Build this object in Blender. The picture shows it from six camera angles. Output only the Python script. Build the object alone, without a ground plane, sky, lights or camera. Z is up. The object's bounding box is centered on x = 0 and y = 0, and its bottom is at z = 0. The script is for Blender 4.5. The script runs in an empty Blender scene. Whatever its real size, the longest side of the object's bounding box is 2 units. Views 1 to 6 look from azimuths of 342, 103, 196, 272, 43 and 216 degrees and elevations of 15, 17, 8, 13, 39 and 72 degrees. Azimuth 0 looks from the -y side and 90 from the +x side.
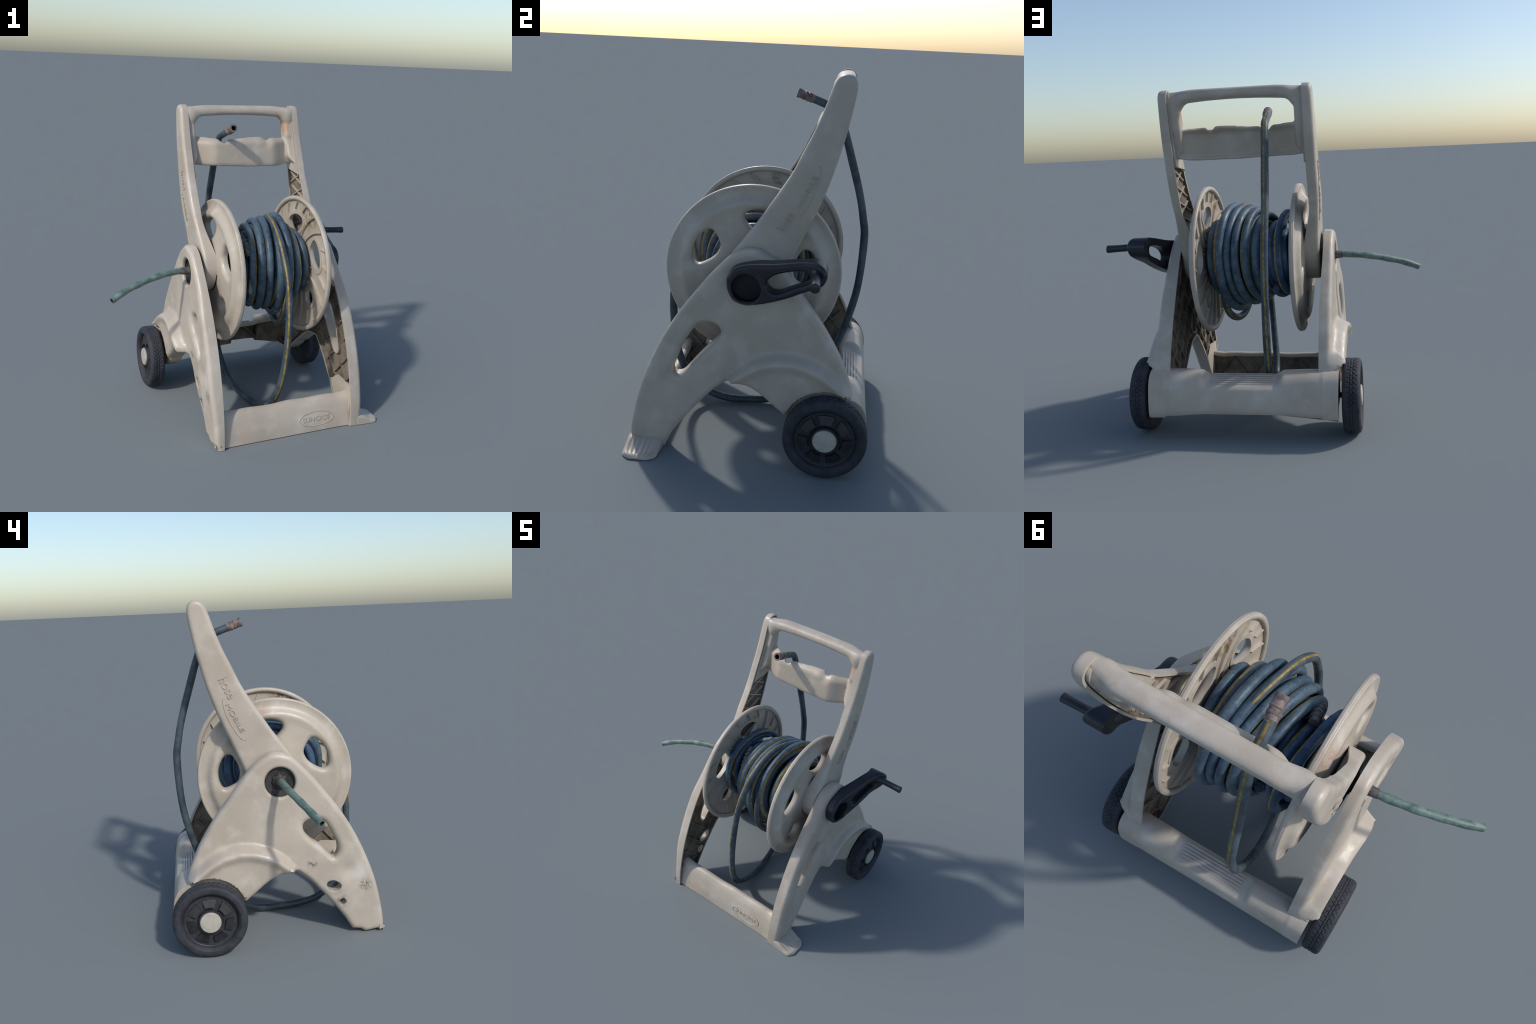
# Garden hose reel cart: two moulded side panels on wheels and feet, leaning
# handle frame, flanged reel wound with blue hose, crank and supply stub.
import bpy, bmesh, math, random
import numpy as np
from mathutils import Vector, Matrix
from mathutils.geometry import delaunay_2d_cdt

random.seed(7)
rng = np.random.default_rng(7)

YAW = math.radians(6.9)      # the cart stands slightly turned
CX = 0.09                    # offset of its mid plane
AX_Y, AX_Z = -0.045, 0.963   # reel axle
WH_Y, WH_Z, WH_R = 0.395, 0.216, 0.215


# ------------------------------------------------------------------ materials
class Nodes:
    """Small helper that strings shader nodes together."""
    def __init__(self, name):
        self.mat = bpy.data.materials.new(name)
        self.mat.use_nodes = True
        self.t = self.mat.node_tree
        self.bsdf = self.t.nodes["Principled BSDF"]
        self.co = self.t.nodes.new("ShaderNodeTexCoord").outputs["Object"]

    def n(self, kind, **inp):
        nd = self.t.nodes.new(kind)
        for k, v in inp.items():
            self.put(nd.inputs[k], v)
        return nd

    def put(self, sock, v):
        if isinstance(v, bpy.types.NodeSocket):
            self.t.links.new(v, sock)
        else:
            sock.default_value = v

    def noise(self, scale, detail=4, rough=0.55, stretch=None):
        nd = self.t.nodes.new("ShaderNodeTexNoise")
        nd.inputs["Scale"].default_value = scale
        nd.inputs["Detail"].default_value = detail
        nd.inputs["Roughness"].default_value = rough
        co = self.co
        if stretch:
            mp = self.t.nodes.new("ShaderNodeMapping")
            mp.inputs["Scale"].default_value = stretch
            self.t.links.new(self.co, mp.inputs["Vector"])
            co = mp.outputs["Vector"]
        self.t.links.new(co, nd.inputs["Vector"])
        return nd.outputs["Fac"]

    def ramp(self, fac, a, b, lo=0.0, hi=1.0):
        nd = self.t.nodes.new("ShaderNodeMapRange")
        nd.interpolation_type = 'SMOOTHSTEP'
        self.put(nd.inputs["Value"], fac)
        for k, v in (("From Min", a), ("From Max", b), ("To Min", lo), ("To Max", hi)):
            nd.inputs[k].default_value = v
        return nd.outputs["Result"]

    def math(self, op, a, b=0.0):
        nd = self.t.nodes.new("ShaderNodeMath")
        nd.operation = op
        self.put(nd.inputs[0], a)
        self.put(nd.inputs[1], b)
        return nd.outputs[0]

    def mix(self, fac, a, b, mode='MIX'):
        nd = self.t.nodes.new("ShaderNodeMix")
        nd.data_type = 'RGBA'
        nd.blend_type = mode
        self.put(nd.inputs["Factor"], fac)
        for s, v in ((nd.inputs["A"], a), (nd.inputs["B"], b)):
            pass
        ia = [s for s in nd.inputs if s.name == "A" and s.type == 'RGBA'][0]
        ib = [s for s in nd.inputs if s.name == "B" and s.type == 'RGBA'][0]
        self.put(ia, a if isinstance(a, bpy.types.NodeSocket) else (*a, 1))
        self.put(ib, b if isinstance(b, bpy.types.NodeSocket) else (*b, 1))
        return [o for o in nd.outputs if o.type == 'RGBA'][0]

    def spot(self, centre, radius, soft=0.6, scale=(1, 1, 1)):
        """1 at a place on the object, fading to 0 at a radius."""
        mp = self.t.nodes.new("ShaderNodeVectorMath")
        mp.operation = 'SUBTRACT'
        self.t.links.new(self.co, mp.inputs[0])
        mp.inputs[1].default_value = centre
        sc = self.t.nodes.new("ShaderNodeVectorMath")
        sc.operation = 'MULTIPLY'
        self.t.links.new(mp.outputs[0], sc.inputs[0])
        sc.inputs[1].default_value = scale
        ln = self.t.nodes.new("ShaderNodeVectorMath")
        ln.operation = 'LENGTH'
        self.t.links.new(sc.outputs[0], ln.inputs[0])
        return self.ramp(ln.outputs["Value"], radius, radius * (1 - soft))

    def finish(self, colour, rough=0.5, bump=None, dist=0.002, spec=0.5):
        self.put(self.bsdf.inputs["Base Color"], colour if isinstance(colour, bpy.types.NodeSocket) else (*colour, 1))
        self.put(self.bsdf.inputs["Roughness"], rough)
        self.bsdf.inputs["Specular IOR Level"].default_value = spec
        if bump is not None:
            b = self.t.nodes.new("ShaderNodeBump")
            b.inputs["Strength"].default_value = 0.5
            b.inputs["Distance"].default_value = dist
            self.put(b.inputs["Height"], bump)
            self.t.links.new(b.outputs["Normal"], self.bsdf.inputs["Normal"])
        return self.mat


CREAM = (0.460, 0.407, 0.341)
CREAM_D = (0.398, 0.346, 0.283)
CREAM_L = (0.570, 0.525, 0.470)
GRIME = (0.115, 0.088, 0.062)


def plastic(name, spots=(), dirty=0.18):
    m = Nodes(name)
    big = m.ramp(m.noise(3.0, 3), 0.3, 0.72)
    c = m.mix(big, CREAM_D, CREAM)
    c = m.mix(m.ramp(m.noise(9.0, 5), 0.45, 0.8, 0, 0.6), c, CREAM_L)
    c = m.mix(m.ramp(m.noise(26.0, 6, 0.7), 0.60, 0.78, 0, dirty * 2), c, (0.27, 0.21, 0.15))
    c = m.mix(m.ramp(m.noise(120.0, 3), 0.66, 0.75, 0, 0.25), c, (0.25, 0.20, 0.16))
    for centre, radius, col, amount, grain in spots:
        mask = m.spot(centre, radius, 0.8)
        if grain:
            mask = m.math('MULTIPLY', mask, m.ramp(m.noise(grain, 5, 0.7), 0.42, 0.6))
        c = m.mix(m.math('MULTIPLY', mask, amount), c, col)
    h = m.math('ADD', m.noise(160.0, 3), m.math('MULTIPLY', m.noise(22.0, 3), 1.5))
    return m.finish(c, m.ramp(m.noise(14.0), 0.3, 0.7, 0.32, 0.48), h, 0.0014, 0.5)


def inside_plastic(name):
    """Inner faces of the mouldings, in a darker mottled brown."""
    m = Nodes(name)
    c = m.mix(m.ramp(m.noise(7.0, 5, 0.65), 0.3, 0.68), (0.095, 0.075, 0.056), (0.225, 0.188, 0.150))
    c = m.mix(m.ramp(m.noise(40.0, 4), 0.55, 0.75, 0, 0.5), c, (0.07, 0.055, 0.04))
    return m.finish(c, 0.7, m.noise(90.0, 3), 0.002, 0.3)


def hose_skin(name, dark, light, dust):
    m = Nodes(name)
    c = m.mix(m.ramp(m.noise(11.0, 5, 0.6), 0.32, 0.68), dark, light)
    c = m.mix(m.ramp(m.noise(55.0, 5, 0.7), 0.5, 0.75, 0, 0.55), c, dust)
    c = m.mix(m.ramp(m.noise(30.0, 4, 0.6), 0.66, 0.76, 0, 0.6), c, (0.03, 0.035, 0.04))
    return m.finish(c, m.ramp(m.noise(20.0), 0.3, 0.7, 0.38, 0.6), m.noise(130.0, 3), 0.0012, 0.45)


def plain(name, a, b, scale=20.0, rough=0.5, bump=120.0, dist=0.001, spec=0.5):
    m = Nodes(name)
    c = m.mix(m.ramp(m.noise(scale, 5, 0.65), 0.32, 0.7), a, b)
    return m.finish(c, rough, m.noise(bump, 3), dist, spec)


M = {}
M["panel"] = plastic("cream_plastic_panel", spots=[
    ((-0.52, -0.49, 0.40), 0.075, (0.62, 0.58, 0.52), 0.8, 0),
    ((-0.52, -0.535, 0.315), 0.055, (0.10, 0.062, 0.045), 0.85, 95.0),
    ((-0.51, -0.395, 0.215), 0.060, (0.16, 0.125, 0.10), 0.8, 24.0),
    ((-0.51, -0.35, 0.32), 0.075, (0.20, 0.16, 0.13), 0.6, 20.0),
    ((-0.51, -0.22, 0.47), 0.040, (0.07, 0.06, 0.06), 0.9, 40.0)])
M["arm"] = plastic("cream_plastic_arm")
M["handle"] = plastic("cream_plastic_handle", spots=[
    ((0.318, 0.330, 1.85), 0.072, (0.48, 0.21, 0.08), 0.62, 0),
    ((0.24, 0.25, 1.75), 0.16, (0.42, 0.29, 0.19), 0.45, 9.0),
    ((-0.26, 0.26, 1.65), 0.14, (0.42, 0.31, 0.22), 0.5, 8.0)])
M["bar"] = plastic("cream_plastic_bar", dirty=0.16, spots=[
    ((0.30, -0.60, 0.05), 0.22, (0.46, 0.36, 0.27), 0.5, 6.0),
    ((-0.35, -0.60, 0.05), 0.20, (0.50, 0.38, 0.29), 0.45, 7.0)])
M["flange"] = plastic("cream_plastic_flange", dirty=0.2, spots=[
    ((-0.33, 0.05, 1.36), 0.10, (0.36, 0.17, 0.13), 0.5, 30.0)])
M["inside"] = inside_plastic("dark_inner_plastic")
M["flange_in"] = plastic("dusty_flange_inside", dirty=0.2, spots=[
    ((0.285, -0.20, 1.34), 0.16, (0.17, 0.115, 0.035), 0.95, 34.0),
    ((-0.285, 0.02, 1.30), 0.13, (0.17, 0.13, 0.06), 0.8, 40.0)])
M["letters"] = plain("relief_shade_tinted_lettering", (0.38, 0.328, 0.272), (0.45, 0.392, 0.330), 30.0, 0.55)  # cream toned down to paint the shading of the letter relief
M["hose_top"] = hose_skin("weathered_hose", (0.030, 0.057, 0.092), (0.080, 0.128, 0.168), (0.175, 0.215, 0.235))
M["hose_blue"] = hose_skin("sheltered_blue_hose", (0.022, 0.050, 0.100), (0.050, 0.105, 0.195), (0.10, 0.155, 0.22))
M["hose_end"] = hose_skin("loose_hose", (0.025, 0.042, 0.060), (0.068, 0.092, 0.112), (0.13, 0.145, 0.145))
M["stripe"] = plain("yellow_stripe", (0.12, 0.085, 0.02), (0.33, 0.24, 0.05), 30.0, 0.55)
M["stripe_dull"] = plain("worn_yellow_stripe", (0.10, 0.075, 0.02), (0.30, 0.22, 0.05), 24.0, 0.55)
M["stub"] = plain("faded_green_hose", (0.060, 0.110, 0.094), (0.195, 0.265, 0.238), 14.0, 0.5)
M["stub_root"] = plain("grey_connector", (0.06, 0.06, 0.055), (0.16, 0.15, 0.14), 40.0, 0.6)
M["brass"] = plain("corroded_fitting", (0.085, 0.062, 0.058), (0.25, 0.195, 0.175), 45.0, 0.5, 80.0, 0.003)
M["hollow"] = plain("dark_bore", (0.012, 0.012, 0.013), (0.02, 0.02, 0.02), 20.0, 0.8)
M["black"] = plain("black_plastic", (0.008, 0.009, 0.014), (0.017, 0.019, 0.027), 14.0, 0.34, 100.0, 0.0008)
M["axle"] = plain("dark_hub_plastic", (0.014, 0.015, 0.017), (0.045, 0.042, 0.038), 24.0, 0.6)
M["tyre"] = plain("tyre_rubber", (0.015, 0.017, 0.023), (0.034, 0.037, 0.047), 18.0, 0.72, 90.0, 0.0015)
M["rim"] = plain("wheel_plastic", (0.012, 0.013, 0.015), (0.030, 0.030, 0.032), 22.0, 0.5)
M["cap"] = plain("hub_cap_plastic", (0.36, 0.335, 0.285), (0.46, 0.435, 0.38), 12.0, 0.55)


# ------------------------------------------------------------------- geometry
ROOT = bpy.data.objects.new("hose_reel_cart", None)
ROOT.empty_display_size = 0.2
ROOT.location = (math.cos(YAW) * CX, math.sin(YAW) * CX, 0.0)
ROOT.rotation_euler = (0, 0, YAW)
ROOT["label"] = "cream plastic hose reel cart wound with blue striped hose"
ROOT["category"] = "garden hose reel"
bpy.context.scene.collection.objects.link(ROOT)


class Mesh:
    def __init__(self):
        self.v, self.f, self.m = [], [], []

    def add(self, pts):
        i = len(self.v)
        self.v.extend([tuple(map(float, p)) for p in pts])
        return list(range(i, i + len(pts)))

    def face(self, ids, mat=0):
        self.f.append(tuple(ids))
        self.m.append(mat)

    def bridge(self, a, b, mat=0, closed=True):
        n = len(a)
        for i in range(n if closed else n - 1):
            j = (i + 1) % n
            self.face((a[i], a[j], b[j], b[i]), mat)

    def box(self, p0, p1, side, up, w, h, mat=0):
        """Bar from p0 to p1 of width w along side and height h along up."""
        p0, p1, side, up = (np.array(q, float) for q in (p0, p1, side, up))
        c = [(-w / 2, -h / 2), (w / 2, -h / 2), (w / 2, h / 2), (-w / 2, h / 2)]
        a = self.add([p0 + side * x + up * y for x, y in c])
        b = self.add([p1 + side * x + up * y for x, y in c])
        self.bridge(a, b, mat)
        self.face(a[::-1], mat)
        self.face(b, mat)

    def build(self, name, mats, parent=ROOT, angle=38.0, weld=1e-5, smooth=True, kind=None):
        me = bpy.data.meshes.new(name)
        me.from_pydata(self.v, [], self.f)
        for mt in mats:
            me.materials.append(M[mt])
        me.polygons.foreach_set("material_index", self.m)
        if weld:
            bm = bmesh.new()
            bm.from_mesh(me)
            bmesh.ops.remove_doubles(bm, verts=bm.verts, dist=weld)
            bmesh.ops.recalc_face_normals(bm, faces=bm.faces)
            bm.to_mesh(me)
            bm.free()
        if smooth:
            me.polygons.foreach_set("use_smooth", [True] * len(me.polygons))
            me.set_sharp_from_angle(angle=math.radians(angle))
        me.update()
        ob = bpy.data.objects.new(name, me)
        bpy.context.scene.collection.objects.link(ob)
        ob.parent = parent
        if kind:
            ob["kind"] = kind
        return ob


def smooth(e0, e1, x):
    t = np.clip((np.asarray(x, float) - e0) / (e1 - e0), 0, 1)
    return t * t * (3 - 2 * t)


def catmull(pts, n=12, closed=False):
    p = np.array(pts, float)
    N = len(p)
    out = []
    for i in range(N if closed else N - 1):
        if closed:
            a, b, c, d = p[i - 1], p[i], p[(i + 1) % N], p[(i + 2) % N]
        else:
            b, c = p[i], p[i + 1]
            a = p[i - 1] if i else 2 * b - c
            d = p[i + 2] if i + 2 < N else 2 * c - b
        for t in np.linspace(0, 1, n, endpoint=False):
            out.append(0.5 * (2 * b + (c - a) * t + (2 * a - 5 * b + 4 * c - d) * t ** 2
                              + (3 * b - a - 3 * c + d) * t ** 3))
    if not closed:
        out.append(p[-1])
    return np.array(out)


def resample(poly, step, closed=False):
    p = np.vstack([poly, poly[:1]]) if closed else poly
    s = np.r_[0, np.cumsum(np.linalg.norm(np.diff(p, axis=0), axis=1))]
    n = max(2, int(round(s[-1] / step)))
    q = np.linspace(0, s[-1], n + 1)
    r = np.stack([np.interp(q, s, p[:, k]) for k in range(p.shape[1])], 1)
    return r[:-1] if closed else r


def outline(runs, step):
    """Closed outline from smooth runs joined at corners."""
    out = []
    for run in runs:
        out.append(resample(catmull(run, 14), step)[:-1])
    return np.vstack(out)


def area(p):
    q = np.roll(p, -1, 0)
    return 0.5 * np.sum(p[:, 0] * q[:, 1] - q[:, 0] * p[:, 1])


def inset(p, d, inward=True):
    """Offset a closed loop along its mitred normals."""
    e = np.roll(p, -1, 0) - p
    e /= np.linalg.norm(e, axis=1)[:, None] + 1e-12
    n = np.stack([-e[:, 1], e[:, 0]], 1)
    n0 = np.roll(n, 1, 0)
    m = n + n0
    m /= np.linalg.norm(m, axis=1)[:, None] + 1e-12
    k = 1 / np.clip((m * n).sum(1), 0.62, 1)
    s = 1 if (area(p) > 0) == inward else -1
    return p + s * m * (d * k)[:, None]


def in_poly(pts, poly):
    x, y = pts[:, 0], pts[:, 1]
    r = np.zeros(len(pts), bool)
    x0, y0 = poly[-1]
    for x1, y1 in poly:
        c = ((y0 > y) != (y1 > y)) & (x < (x1 - x0) * (y - y0) / (y1 - y0 + 1e-15) + x0)
        r ^= c
        x0, y0 = x1, y1
    return r


def inside(pts, loops):
    r = in_poly(pts, loops[0])
    for h in loops[1:]:
        r &= ~in_poly(pts, h)
    return r


def fill(loops, step):
    """Triangulate the region within the first loop and outside the others."""
    lo, hi = loops[0].min(0), loops[0].max(0)
    gx, gy = np.meshgrid(np.arange(lo[0], hi[0], step), np.arange(lo[1], hi[1], step * 0.87))
    gx = gx + (np.arange(gx.shape[0]) % 2)[:, None] * step * 0.5
    g = np.stack([gx.ravel(), gy.ravel()], 1)
    g = g[inside(g, loops)]
    ring = np.vstack(loops)
    keep = np.ones(len(g), bool)
    for k in range(0, len(g), 800):
        d = np.linalg.norm(g[k:k + 800, None] - ring[None], axis=2).min(1)
        keep[k:k + 800] = d > step * 0.55
    g = g[keep]
    pts, edges, base = [], [], 0
    for l in loops:
        n = len(l)
        pts.extend(l)
        edges.extend([(base + i, base + (i + 1) % n) for i in range(n)])
        base += n
    pts.extend(g)
    v, _, f, *_ = delaunay_2d_cdt([Vector((float(a), float(b))) for a, b in pts], edges, [], 0, 1e-7)
    v = np.array([(q[0], q[1]) for q in v])
    f = [tuple(t) for t in f]
    cen = np.array([v[list(t)].mean(0) for t in f])
    ok = inside(cen, loops)
    return v, [t for t, o in zip(f, ok) if o]


def shell(mb, s, outer, holes, h, depth, r=0.03, hole_r=None, lip=0.012, skin=0.012,
          step=0.014, back=False, m_out=0, m_in=1, hole_depth=None, floor=None):
    """Moulded shell in the y-z plane facing side s (+1 or -1 along x).
    h(p) is the distance of the outer skin from the mid plane, depth(p) that of
    the inner lip; the rim is rounded over with radius r."""
    loops = [outer] + list(holes)
    rs = [r] + list(hole_r or [r] * len(holes))
    last, inner = [], []
    X = lambda p, x: np.stack([s * x, p[:, 0], p[:, 1]], 1)
    for k, (lp, rr) in enumerate(zip(loops, rs)):
        inw = (k == 0)
        dep = depth if (k == 0 or hole_depth is None) else hole_depth
        prev = mb.add(X(lp, dep(lp)))
        lipring = prev
        for th in np.linspace(0, math.pi / 2, 6):
            q = inset(lp, rr * (1 - math.cos(th)), inw)
            ring = mb.add(X(q, h(q) - rr * (1 - math.sin(th))))
            mb.bridge(prev, ring, m_out)
            prev = ring
        last.append(q)
        if not back:
            q1 = inset(lp, lip, inw)
            a = mb.add(X(q1, dep(q1)))
            mb.bridge(lipring, a, m_out)
            c = max(-1, min(1, 1 - min(lip, rr) / rr))
            drop = rr * (1 - math.sqrt(1 - c * c)) if lip < rr else 0.0
            sheet = floor if floor else (lambda p: h(p) - skin)
            x1 = np.minimum(np.maximum(h(q1) - drop - skin, dep(q1) + 0.001), sheet(q1))
            b = mb.add(X(q1, x1))
            mb.bridge(a, b, m_in)
            q2 = inset(lp, max(rr, lip * 1.3), inw)
            b2 = mb.add(X(q2, sheet(q2)))
            mb.bridge(b, b2, m_in)
            inner.append(q2)
        else:
            inner.append(lp)
    v, f = fill(last, step)
    ids = mb.add(X(v, h(v)))
    for t in f:
        mb.face([ids[i] for i in t], m_out)
    v, f = fill(inner, step * 1.5)
    ids = mb.add(X(v, depth(v) if back else sheet(v)))
    for t in f:
        mb.face([ids[i] for i in t], m_in)
    return inner


def rib(mb, s, a, b, loops, x_out, x_in, w=0.008, mat=1, step=0.012):
    """Stiffening rib on the inner side, following a->b where there is material."""
    a, b = np.array(a, float), np.array(b, float)
    L = np.linalg.norm(b - a)
    n = max(2, int(L / step))
    d = (b - a) / L
    nrm = np.array([-d[1], d[0]]) * w / 2
    pts = a + (b - a) * np.linspace(0, 1, n + 1)[:, None]
    ok = inside(pts, loops)
    run = []
    for p, o in list(zip(pts, ok)) + [(None, False)]:
        if o:
            run.append(p)
            continue
        if len(run) > 2:
            q = np.array(run)
            xo, xi = x_out(q), x_in(q)
            rings = [mb.add([(s * xo[i], *(q[i] - nrm)), (s * xi[i], *(q[i] - nrm)),
                             (s * xi[i], *(q[i] + nrm)), (s * xo[i], *(q[i] + nrm))]) for i in range(len(q))]
            for r0, r1 in zip(rings, rings[1:]):
                mb.bridge(r0, r1, mat)
            mb.face(rings[0][::-1], mat)
            mb.face(rings[-1], mat)
        run = []


def lathe(mb, profile, centre, n=48, mats=None, radial=None, start=0.0):
    """Turn (x, r) pairs about an axis parallel to x."""
    rings = []
    for k, (x, r) in enumerate(profile):
        ring = []
        for i in range(n):
            t = start + 2 * math.pi * i / n
            rr = r + (radial(k, i) if radial else 0.0)
            ring.append((centre[0] + x, centre[1] + rr * math.cos(t), centre[2] + rr * math.sin(t)))
        rings.append(mb.add(ring))
    for k, (a, b) in enumerate(zip(rings, rings[1:])):
        mb.bridge(a, b, mats[k] if mats else 0)
    mb.face(rings[0][::-1], mats[0] if mats else 0)
    mb.face(rings[-1], mats[-1] if mats else 0)


def tube(mb, path, radius, n=26, stripe=None, up=(0, 0, 1), mats=(0, 1), cap=True, twist=None, bore=0.0, wide=2):
    """Round hose along a path; one facet strip at angle `stripe` is coloured."""
    p = np.array(path, float)
    t = np.gradient(p, axis=0)
    t /= np.linalg.norm(t, axis=1)[:, None]
    u = np.array(up, float)
    u -= t[0] * (u @ t[0])
    u /= np.linalg.norm(u)
    rad = radius if callable(radius) else (lambda k: radius)
    rings = []
    N = len(p)
    for k in range(N):
        u = u - t[k] * (u @ t[k])
        u /= np.linalg.norm(u)
        w = np.cross(t[k], u)
        tw = twist(k / (N - 1)) if twist else 0.0
        r = rad(k / (N - 1))
        rings.append(mb.add([p[k] + r * (math.cos(a) * u + math.sin(a) * w)
                             for a in (tw + 2 * math.pi * (np.arange(n) - 0.5) / n)]))
    si = None if stripe is None else int(round(stripe / (2 * math.pi) * n)) % n
    for a, b in zip(rings, rings[1:]):
        for i in range(n):
            j = (i + 1) % n
            mb.face((a[i], a[j], b[j], b[i]), mats[1] if si is not None and (i - si) % n < wide else mats[0])
    if cap:
        mb.face(rings[0][::-1], mats[0])
        if bore:
            c = p[-1]
            inner = mb.add([c + (np.array(mb.v[i]) - c) * bore for i in rings[-1]])
            deep = mb.add([np.array(mb.v[i]) - t[-1] * rad(1.0) * 1.6 for i in inner])
            mb.bridge(rings[-1], inner, mats[0])
            mb.bridge(inner, deep, 2)
            mb.face(deep, 2)
        else:
            mb.face(rings[-1], mats[0])
    return rings


# ---------------------------------------------------------------- side panels
def ridge_z(y):
    """Arc of the step that swells out over the wheel."""
    return np.interp(y, [-0.2, -0.11, -0.04, 0.035, 0.115, 0.205, 0.295, 0.375, 0.45, 0.503, 0.6],
                     [0.36, 0.455, 0.515, 0.562, 0.585, 0.590, 0.570, 0.528, 0.472, 0.42, 0.30])


def panel_skin(p, s=1):
    y, z = p[:, 0], p[:, 1]
    leg = smooth(-0.16, -0.42, y) * smooth(0.98, 0.75, z)
    if s > 0:
        x = 0.517 + 0.010 * smooth(1.05, 0.80, z) + 0.004 * leg - 0.006 * smooth(0.2, 0.0, z)
    else:
        x = 0.506 + 0.016 * leg - 0.022 * leg * smooth(0.40, 0.08, z)
        x = x + 0.020 * np.exp(-(((y + 0.06) / 0.16) ** 2 + ((z - 0.58) / 0.13) ** 2))
    d = ridge_z(y) - z
    bulge = (smooth(-0.030, 0.012, d) - 0.26 * smooth(0.018, 0.075, d)) * smooth(-0.140, -0.095, y)
    dw = np.hypot(y - WH_Y, z - WH_Z)
    bulge = bulge * (1 - 0.55 * smooth(0.226, 0.214, dw)) * (1 - 0.75 * smooth(0.47, 0.54, y))
    x = x + (0.060 if s > 0 else 0.078) * bulge
    # sloping ramp at the foot of the hand slot
    x = x - 0.020 * np.exp(-(((y + 0.435) / 0.045) ** 2 + ((z - 0.405) / 0.06) ** 2))
    return x


def panel_lip(p):
    return 0.444 - 0.010 * smooth(0.1, 0.4, p[:, 0])


def foot_edge(s):
    if s > 0:
        return [[(-0.652, 0.0), (-0.462, 0.0)]]
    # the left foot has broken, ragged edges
    return [[(-0.655, 0.0), (-0.632, 0.014)], [(-0.632, 0.014), (-0.585, 0.007)],
            [(-0.585, 0.007), (-0.538, 0.0)], [(-0.538, 0.0), (-0.512, 0.018)],
            [(-0.512, 0.018), (-0.460, 0.026)]]


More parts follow.
